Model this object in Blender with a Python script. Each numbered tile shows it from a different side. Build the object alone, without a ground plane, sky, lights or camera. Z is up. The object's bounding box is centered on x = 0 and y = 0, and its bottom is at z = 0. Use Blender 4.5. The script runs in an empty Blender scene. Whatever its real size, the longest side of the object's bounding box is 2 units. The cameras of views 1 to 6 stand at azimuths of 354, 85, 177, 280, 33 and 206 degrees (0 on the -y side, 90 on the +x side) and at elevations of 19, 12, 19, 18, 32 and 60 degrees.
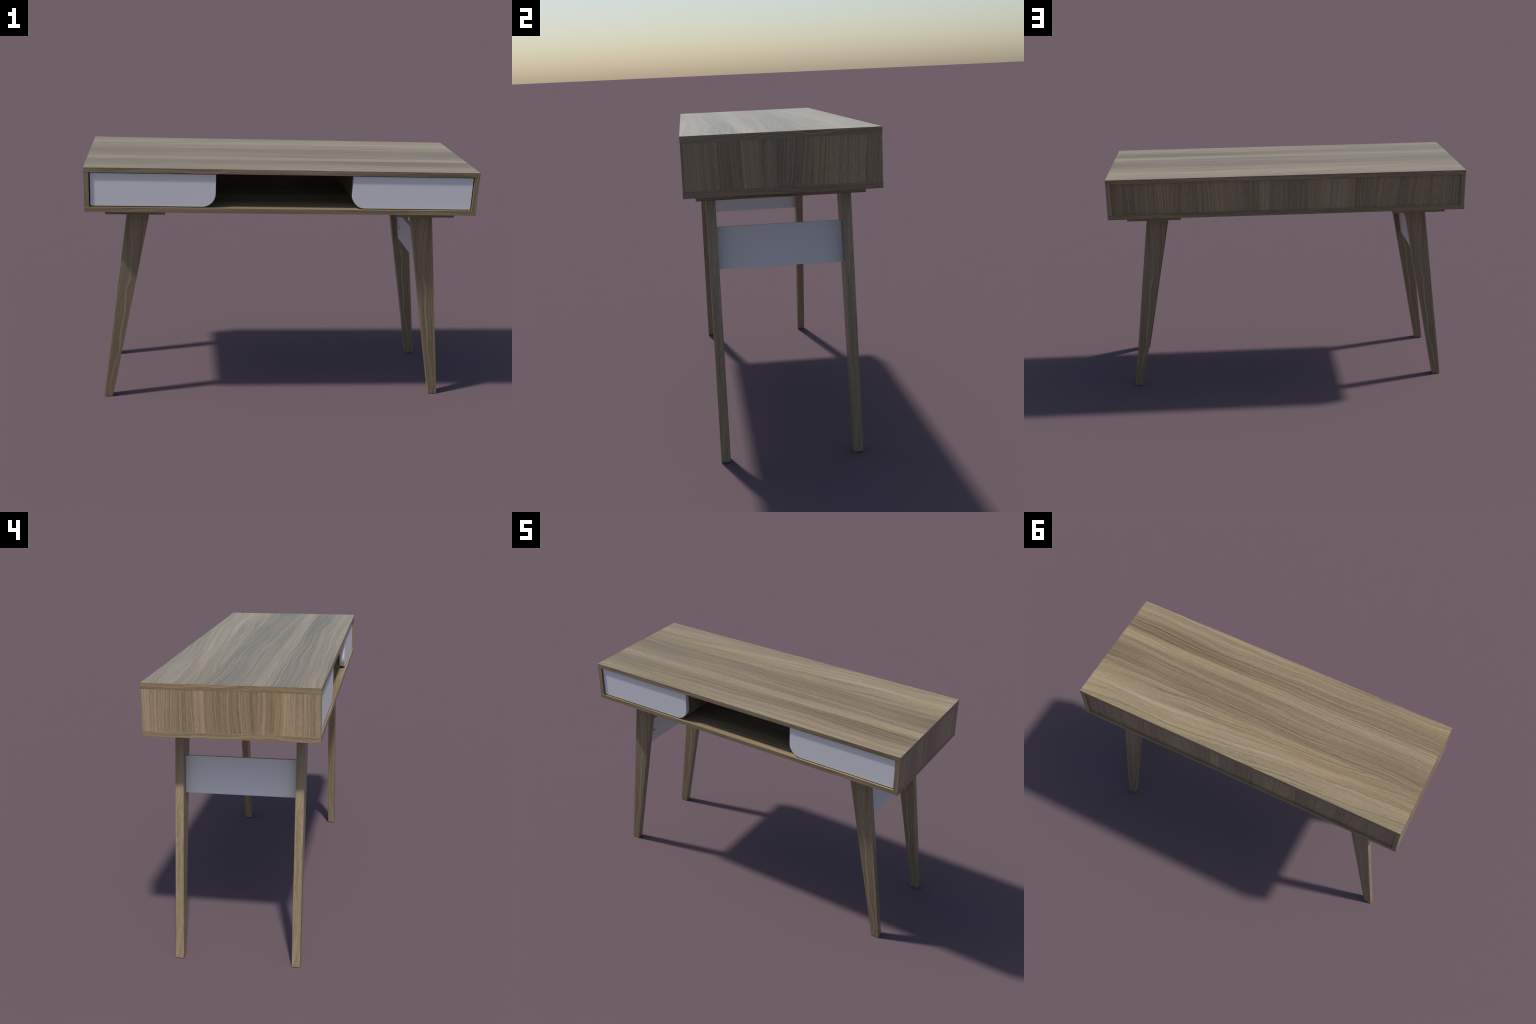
"""Mid-century writing desk: a flat wooden case with two white drawers beside
an open shelf, on splayed tapered legs joined in pairs by white stretchers."""
import bpy, bmesh, math
from mathutils import Vector, Matrix

# ------------------------------------------------------------------ sizes (m)
HALF_LEN, HALF_DEP = 1.0, 0.3706          # case footprint
Z_TOP, Z_CASE = 1.2953, 1.0682            # top of the desk, underside of case
BOARD = 0.0254                            # board thickness
EPS = 0.0006                              # pieces sit this much inside each other
Z_FLOOR, Z_CEIL = Z_CASE + BOARD, Z_TOP - BOARD
PLATE_T = 0.0250
Z_LEG = Z_CASE - PLATE_T                  # top of the legs
DRAWER_IN, DRAWER_OUT = 0.348, 0.9693     # drawer front, inner / outer end
DRAWER_Y, DRAWER_T = -0.3620, 0.0262      # drawer front face and thickness
DIVIDER_X = 0.388                         # shelf side of the divider

# ------------------------------------------------------------------ materials
class Nodes:
    """Small helper that wires shader nodes."""
    def __init__(self, name):
        self.mat = bpy.data.materials.new(name)
        self.mat.use_nodes = True
        self.t = self.mat.node_tree
        self.bsdf = self.t.nodes["Principled BSDF"]

    def put(self, sock, val):
        if hasattr(val, "is_output"):
            self.t.links.new(val, sock)
        else:
            sock.default_value = val

    def math(self, op, a, b=0.0, c=0.0, clamp=False):
        n = self.t.nodes.new("ShaderNodeMath")
        n.operation, n.use_clamp = op, clamp
        for s, v in zip(n.inputs, (a, b, c)):
            self.put(s, v)
        return n.outputs[0]

    def add(self, a, b): return self.math("ADD", a, b)
    def mul(self, a, b): return self.math("MULTIPLY", a, b)
    def madd(self, a, b, c): return self.math("MULTIPLY_ADD", a, b, c)

    def vec(self, x, y, z=0.0):
        n = self.t.nodes.new("ShaderNodeCombineXYZ")
        for s, v in zip(n.inputs, (x, y, z)):
            self.put(s, v)
        return n.outputs[0]

    def noise(self, vec, scale=1.0, detail=2.0, rough=0.5):
        n = self.t.nodes.new("ShaderNodeTexNoise")
        self.put(n.inputs["Vector"], vec)
        n.inputs["Scale"].default_value = scale
        n.inputs["Detail"].default_value = detail
        n.inputs["Roughness"].default_value = rough
        return n.outputs[0]

    def ramp(self, fac, stops, smooth="LINEAR"):
        n = self.t.nodes.new("ShaderNodeValToRGB")
        cr = n.color_ramp
        cr.interpolation = smooth
        while len(cr.elements) < len(stops):
            cr.elements.new(0.5)
        for e, (p, c) in zip(cr.elements, stops):
            e.position = p
            e.color = (c, c, c, 1) if isinstance(c, float) else (*c, 1)
        self.put(n.inputs[0], fac)
        return n.outputs[0]

    def mix(self, fac, a, b, kind="MIX"):
        n = self.t.nodes.new("ShaderNodeMix")
        n.data_type, n.blend_type = "RGBA", kind
        self.put(n.inputs["Factor"], fac)
        for s, v in ((n.inputs[6], a), (n.inputs[7], b)):
            self.put(s, v if hasattr(v, "is_output") else (*v, 1))
        return n.outputs[2]


# Tone of the veneer leaf across the grain (position in metres -> lightness):
# broad heartwood streaks, one pale streak and a book-match seam at +0.117.
VENEER = ((-1.0, .25), (-.86, .24), (-.73, .62), (-.62, .42), (-.50, .50), (-.42, .68),
          (-.37, .74), (-.315, .70), (-.27, .54), (-.235, .34), (-.20, .20), (-.163, .28),
          (-.147, .76), (-.122, .88), (-.096, .70), (-.080, .30), (-.055, .44), (-.015, .34),
          (.03, .27), (.07, .36), (.112, .24), (.1175, .72), (.19, .66), (.245, .88),
          (.30, .78), (.376, .62), (.384, .26), (.45, .28), (.47, .56), (.66, .50),
          (.80, .68), (1.0, .36))
HUE_STOPS = ((.0, 0.5), (.36, 0.5), (.40, 0.45), (.4265, 0.5), (.427, 0.10), (.452, 0.15), (.456, 0.55), (.52, 0.62),
             (.558, 0.55), (.559, 0.08), (.60, 0.15), (.622, 0.85), (.655, 0.80), (.69, 0.5), (1.0, 0.5))
DARK, LIGHT = (0.130, 0.096, 0.055), (0.405, 0.318, 0.193)
WARM, COOL = (1.02, 1.0, 0.93), (0.99, 0.99, 1.02)


def wood(name, along, across, flip=1.0, shift=0.0, slide=0.0, banded=1.0, tone=0.0, fine=1.0, lean=0.0, wave=1.0, tight=1.0, taper=0.0):
    """Pale walnut veneer. `along`/`across` name the axes of the grain."""
    k = Nodes(name)
    tc = k.t.nodes.new("ShaderNodeTexCoord")
    sep = k.t.nodes.new("ShaderNodeSeparateXYZ")
    k.put(sep.inputs[0], tc.outputs["Object"])
    ax = {"X": sep.outputs[0], "Y": sep.outputs[1], "Z": sep.outputs[2]}
    v = k.add(ax[along], slide)
    u = k.madd(ax[across], flip, shift)
    if lean:
        u = k.madd(ax[along], lean, u)
    depth = ax[next(a for a in "XYZ" if a not in (along, across))]
    w = k.mul(depth, 0.6)
    # slow wander of the growth lines
    big = k.noise(k.vec(k.mul(u, 3.2), k.mul(v, 1.5 * tight), w), 1.0, 1.5)
    mid = k.noise(k.vec(k.mul(u, 11.0), k.mul(v, 4.2 * tight), k.add(w, 7.3)), 1.0, 2.0)
    tiny = k.noise(k.vec(k.mul(u, 70.0), k.mul(v, 22.0), w), 1.0, 1.0)
    wob = k.add(k.madd(big, 0.09, -0.045), k.madd(mid, 0.020, -0.010))
    wob = k.add(wob, k.madd(tiny, 0.0028, -0.0014))
    wob = k.mul(wob, wave)
    ub = k.madd(wob, 0.06 / wave, u)                       # bands wander little
    # the leaf beyond the seam runs slightly askew
    past = k.math("GREATER_THAN", ub, 0.1175)
    ul = k.add(k.add(u, wob), k.mul(past, k.madd(v, -0.06, 0.31)))
    # 1 broad streaks
    stops = [((p + 1) / 2, t) for p, t in VENEER]
    band = k.ramp(k.madd(ub, 0.5, 0.5), stops)
    fade = k.noise(k.vec(k.mul(u, 9.0), k.mul(v, 1.1), k.add(w, 3.1)), 1.0, 2.0)
    t = k.madd(k.math("SUBTRACT", band, 0.5), k.madd(v, 0.58 * banded * taper, 0.58 * banded), 0.45 + tone)
    t = k.madd(k.math("SUBTRACT", fade, 0.5), 0.42, t)
    # 2 growth lines, close-set in the heart, open beyond the seam
    ul = k.mul(ul, k.madd(past, -0.35, 1.0))
    l1 = k.noise(k.vec(k.mul(ul, 98.0 * fine), k.mul(v, 0.38), w), 1.0, 2.0, 0.55)
    l2 = k.noise(k.vec(k.mul(ul, 215.0 * fine), k.mul(v, 1.2), k.add(w, 1.7)), 1.0, 2.0, 0.6)
    l3 = k.noise(k.vec(k.mul(ul, 64.0 * fine), k.mul(v, 0.4), k.add(w, 5.9)), 1.0, 1.0, 0.5)
    t = k.madd(k.math("SUBTRACT", l1, 0.5), 0.58, t)
    t = k.madd(k.math("SUBTRACT", l2, 0.5), 1.15, t)
    # thin dark latewood lines where a slow field crosses its middle value
    thin = k.ramp(k.math("ABSOLUTE", k.math("SUBTRACT", l3, 0.5)), ((0.0, 1.0), (0.028, 0.0)))
    t = k.madd(thin, -0.14, t)
    pale = k.ramp(k.math("ABSOLUTE", k.math("SUBTRACT", l1, 0.53)), ((0.0, 1.0), (0.030, 0.0)))
    t = k.madd(pale, 0.13, t)
    # 3 short pores
    po = k.noise(k.vec(k.mul(ul, 400.0), k.mul(v, 36.0), k.mul(depth, 60.0)), 1.0, 2.0, 0.6)
    t = k.madd(k.math("SUBTRACT", po, 0.5), 0.60, t)
    t = k.math("MULTIPLY", t, 1.0, clamp=True)
    col = k.mix(t, DARK, LIGHT)
    hue = k.noise(k.vec(k.mul(ub, 14.0), k.mul(v, 0.7), k.add(w, 11.0)), 1.0, 1.0)
    leaf = k.ramp(k.madd(ub, 0.5, 0.5), HUE_STOPS)
    hue = k.madd(k.math("SUBTRACT", leaf, 0.5), 0.36 * banded, hue)
    tint = k.mix(k.ramp(hue, ((.32, 0.0), (.68, 1.0))), WARM, COOL)
    col = k.mix(1.0, col, tint, "MULTIPLY")
    k.put(k.bsdf.inputs["Base Color"], col)
    k.bsdf.inputs["Roughness"].default_value = 0.30
    b = k.t.nodes.new("ShaderNodeBump")
    b.inputs["Strength"].default_value = 0.20
    b.inputs["Distance"].default_value = 0.0012
    k.put(b.inputs["Height"], k.add(k.mul(po, 0.6), k.mul(l2, 0.4)))
    k.put(k.bsdf.inputs["Normal"], b.outputs[0])
    return k.mat


def plain(name, col, rough, grain=0.03):
    k = Nodes(name)
    tc = k.t.nodes.new("ShaderNodeTexCoord")
    n = k.noise(tc.outputs["Object"], 9.0, 3.0)
    hi = tuple(c * (1 + grain) for c in col)
    lo = tuple(c * (1 - grain) for c in col)
    k.put(k.bsdf.inputs["Base Color"], k.mix(n, lo, hi))
    k.bsdf.inputs["Roughness"].default_value = rough
    return k.mat


M = {
    "top": wood("veneer_top", "X", "Y", taper=0.22),
    "edge_x": wood("veneer_edge_lengthwise", "X", "Z", shift=-1.31, banded=0.5, tone=-0.02, fine=1.1, slide=4.0, wave=0.75, tight=2.0),
    "edge_y": wood("veneer_edge_crosswise", "Y", "Z", shift=-1.27, banded=0.5, tone=0.0, fine=1.1, slide=2.0, wave=0.75, tight=2.0),
    "side_r": wood("veneer_side", "Z", "Y", banded=0.75, fine=1.15),
    "side_l": wood("veneer_side_mirrored", "Z", "Y", flip=-1.0, banded=0.8, fine=1.15),
    "upright": wood("veneer_upright_edge", "Z", "X", shift=0.3, banded=0.4, slide=1.0),
    "back": wood("veneer_back", "Z", "X", flip=-1.0, banded=1.0, tone=0.04, fine=1.35),
    "leg": wood("leg_wood", "Z", "X", shift=-0.80, banded=0.55, tone=-0.03, fine=1.1, lean=0.12, wave=1.6, tight=1.3),
    "leg_side": wood("leg_wood_narrow_face", "Z", "Y", shift=0.2, banded=0.3, fine=1.2, wave=1.5),
    "plate": wood("plate_wood", "X", "Y", banded=0.6, tone=-0.05),
    "white": plain("white_lacquer", (0.74, 0.74, 0.76), 0.45, 0.008),
    "raw": plain("drawer_box_board", (0.45, 0.40, 0.32), 0.7),
}

# ------------------------------------------------------------------ geometry
def finish(bm, name, mats, bevel=0.0006, pick=None, parent=None, smooth_angle=25):
    """bmesh -> object; small bevel, smooth by angle; `pick(normal)` -> slot."""
    bmesh.ops.recalc_face_normals(bm, faces=bm.faces)
    if bevel:
        sharp = [e for e in bm.edges if len(e.link_faces) == 2 and e.calc_face_angle(0) > math.radians(30)]
        bmesh.ops.bevel(bm, geom=sharp, offset=bevel, segments=1, profile=0.5, affect="EDGES")
    for f in bm.faces:
        f.smooth = True
        if pick:
            f.material_index = pick(f.normal)
    me = bpy.data.meshes.new(name)
    bm.to_mesh(me)
    bm.free()
    for m in mats:
        me.materials.append(M[m])
    me.set_sharp_from_angle(angle=math.radians(smooth_angle))
    return place(me, name, parent)


def place(me, name, parent):
    ob = bpy.data.objects.new(name, me)
    bpy.context.scene.collection.objects.link(ob)
    ob.parent = parent
    return ob


def box_bm(x0, x1, y0, y1, z0, z1):
    bm = bmesh.new()
    bmesh.ops.create_cube(bm, size=1.0)
    for v in bm.verts:
        v.co = Vector(((x0, x1)[v.co.x > 0], (y0, y1)[v.co.y > 0], (z0, z1)[v.co.z > 0]))
    return bm


def prism_bm(outline, to3d, t0, t1):
    """Extrude a closed 2D outline; to3d(a, b, t) maps to space."""
    bm = bmesh.new()
    lo = [bm.verts.new(to3d(a, b, t0)) for a, b in outline]
    hi = [bm.verts.new(to3d(a, b, t1)) for a, b in outline]
    bm.faces.new(lo)
    bm.faces.new(hi[::-1])
    n = len(lo)
    for i in range(n):
        bm.faces.new((lo[i], lo[(i + 1) % n], hi[(i + 1) % n], hi[i]))
    return bm


def dominant(axis_slots):
    """slot by the axis a face looks along (x, y, z)."""
    def pick(n):
        a = [abs(n.x), abs(n.y), abs(n.z)]
        return axis_slots[a.index(max(a))]
    return pick


desk = bpy.data.objects.new("writing_desk", None)
bpy.context.scene.collection.objects.link(desk)
desk["label"] = "wooden writing desk with two white drawers and splayed legs"
desk["category"] = "desk"

# --- case: top, bottom, sides, back, dividers --------------------------------
finish(box_bm(-HALF_LEN, HALF_LEN, -HALF_DEP, HALF_DEP, Z_CEIL, Z_TOP),
       "tabletop", ("top", "edge_x", "edge_y"), pick=dominant((2, 1, 0)), parent=desk)
finish(box_bm(-HALF_LEN, HALF_LEN, -HALF_DEP, HALF_DEP, Z_CASE, Z_FLOOR),
       "bottom_panel", ("top", "edge_x", "edge_y"), pick=dominant((2, 1, 0)), parent=desk)
for s, mat in ((-1, "side_l"), (1, "side_r")):
    x0, x1 = sorted((s * (HALF_LEN - BOARD), s * (HALF_LEN - EPS)))
    finish(box_bm(x0, x1, -HALF_DEP + EPS, HALF_DEP - EPS, Z_FLOOR - EPS, Z_CEIL + EPS),
           "side_panel", (mat, "upright"), pick=dominant((0, 1, 1)), parent=desk)
    # divider between drawer bay and open shelf
    x0, x1 = sorted((s * DIVIDER_X, s * (DIVIDER_X + BOARD)))
    finish(box_bm(x0, x1, DRAWER_Y + DRAWER_T + 0.001, 0.338, Z_FLOOR - EPS, Z_CEIL + EPS),
           "divider", (mat, "upright"), pick=dominant((0, 1, 1)), parent=desk)
inner = HALF_LEN - BOARD
finish(box_bm(-inner - EPS, inner + EPS, 0.337, 0.3612, Z_FLOOR - EPS, Z_CEIL + EPS),
       "back_panel", ("back",), parent=desk)

# --- drawers -----------------------------------------------------------------
def drawer_outline(radius=0.068, gap=0.0048, steps=14):
    z0, z1 = Z_FLOOR + gap, Z_CEIL - gap
    pts = [(DRAWER_OUT, z1), (DRAWER_OUT, z0)]
    cx, cz = DRAWER_IN + radius, z0 + radius
    for i in range(steps + 1):
        a = math.radians(270 - 90 * i / steps)
        pts.append((cx + radius * math.cos(a), cz + radius * math.sin(a)))
    pts.append((DRAWER_IN, z1))
    return pts


for s in (-1, 1):
    # tray behind the front: bottom on two runners, two sides and a back
    a, b = sorted((s * (DIVIDER_X + BOARD + 0.016), s * (inner - 0.016)))
    y0, y1, z0, z1 = DRAWER_Y + DRAWER_T - EPS, 0.30, Z_FLOOR + 0.012, Z_CEIL - 0.035
    t = 0.014
    tray = bmesh.new()
    for d in ((a, b, y0, y1, z0, z0 + t),
              (a + 0.02, a + 0.04, -0.05, y1 - EPS, Z_FLOOR - EPS, z0 + EPS), (b - 0.04, b - 0.02, -0.05, y1 - EPS, Z_FLOOR - EPS, z0 + EPS),
              (a, a + t, y0, y1, z0 + t - EPS, z1),
              (b - t, b, y0, y1, z0 + t - EPS, z1), (a + t - EPS, b - t + EPS, y1 - t, y1 - EPS, z0 + t - EPS, z1 - EPS)):
        piece = box_bm(*d)
        tmp = bpy.data.meshes.new("piece")
        piece.to_mesh(tmp)
        piece.free()
        tray.from_mesh(tmp)
        bpy.data.meshes.remove(tmp)
    drawer = finish(tray, "drawer", ("raw",), bevel=0, parent=desk)
    bm = prism_bm(drawer_outline(), lambda p, q, r, s=s: Vector((s * p, r, q)), DRAWER_Y, DRAWER_Y + DRAWER_T)
    finish(bm, "drawer_front", ("white",), bevel=0.0006, parent=drawer, smooth_angle=25)

# --- legs: mounting plates, tapered legs, stretchers --------------------------
LEG_TOP, LEG_FOOT = (0.6788, 0.7945), (0.8790, 0.9258)     # x of inner / outer edge
LEG_Y, LEG_T = 0.2665, 0.0370                            # centre plane, thickness
for s in (-1, 1):
    x0, x1 = sorted((s * 0.600, s * 0.900))
    finish(box_bm(x0, x1, -0.3245, 0.3245, Z_LEG, Z_CASE + EPS), "mounting_plate",
           ("plate", "edge_x", "edge_y"), pick=dominant((2, 1, 0)), parent=desk)

profile = [(LEG_TOP[0], Z_LEG + EPS), (LEG_TOP[1], Z_LEG + EPS), (LEG_FOOT[1], 0.0), (LEG_FOOT[0], 0.0)]
bm = prism_bm(profile, lambda p, q, r: Vector((p, r, q)), -LEG_T / 2, LEG_T / 2)
leg = finish(bm, "leg", ("leg", "leg_side"), bevel=0.0006, pick=dominant((1, 0, 0)), parent=desk)
leg.location.y = -LEG_Y
for s, y in ((1, LEG_Y), (-1, -LEG_Y), (-1, LEG_Y)):
    other = leg.copy()
    bpy.context.scene.collection.objects.link(other)
    other.location.y = y
    other.rotation_euler.z = 0.0 if s > 0 else math.pi

SLOPE = (LEG_FOOT[1] - LEG_TOP[1]) / Z_LEG               # stretcher follows the outer edge
ST_TOP, ST_H, ST_T = Vector((0.7625, 0, 0.919)), 0.1675, 0.0215
down = Vector((SLOPE, 0, -1)).normalized()
inward = Vector((-1, 0, -SLOPE)).normalized()
corners = [ST_TOP, ST_TOP + down * ST_H, ST_TOP + down * ST_H + inward * ST_T, ST_TOP + inward * ST_T]
half = LEG_Y - LEG_T / 2 + EPS
bm = prism_bm([(c.x, c.z) for c in corners], lambda p, q, r: Vector((-p, r, q)), -half, half)
rail = finish(bm, "stretcher", ("white",), bevel=0.0006, parent=desk)
# blind screw holes in the inner face, near each leg
for y in (-0.189, 0.189):
    mid = ST_TOP + down * (ST_H * 0.515) + inward * ST_T
    bm = bmesh.new()
    bmesh.ops.create_cone(bm, cap_ends=True, segments=32, radius1=0.0105, radius2=0.0105, depth=0.034)
    rot = Vector((0, 0, 1)).rotation_difference(inward).to_matrix()
    for v in bm.verts:
        p = rot @ v.co + mid
        v.co = Vector((-p.x, p.y + y, p.z))
    drill = finish(bm, "drill", ("white",), bevel=0)
    cut = rail.modifiers.new("hole", "BOOLEAN")
    cut.operation, cut.solver, cut.object = "DIFFERENCE", "EXACT", drill
    bpy.context.view_layer.update()
    solid = bpy.data.meshes.new_from_object(rail.evaluated_get(bpy.context.evaluated_depsgraph_get()))
    rail.modifiers.clear()
    rail.data = solid
    bpy.data.objects.remove(drill)
rail.data.name = "stretcher"
rail.data.set_sharp_from_angle(angle=math.radians(25))
twin = rail.data.copy()                              # mirrored rail for the other leg pair
twin.transform(Matrix.Diagonal((-1, 1, 1, 1)))
twin.flip_normals()
place(twin, "stretcher", desk)
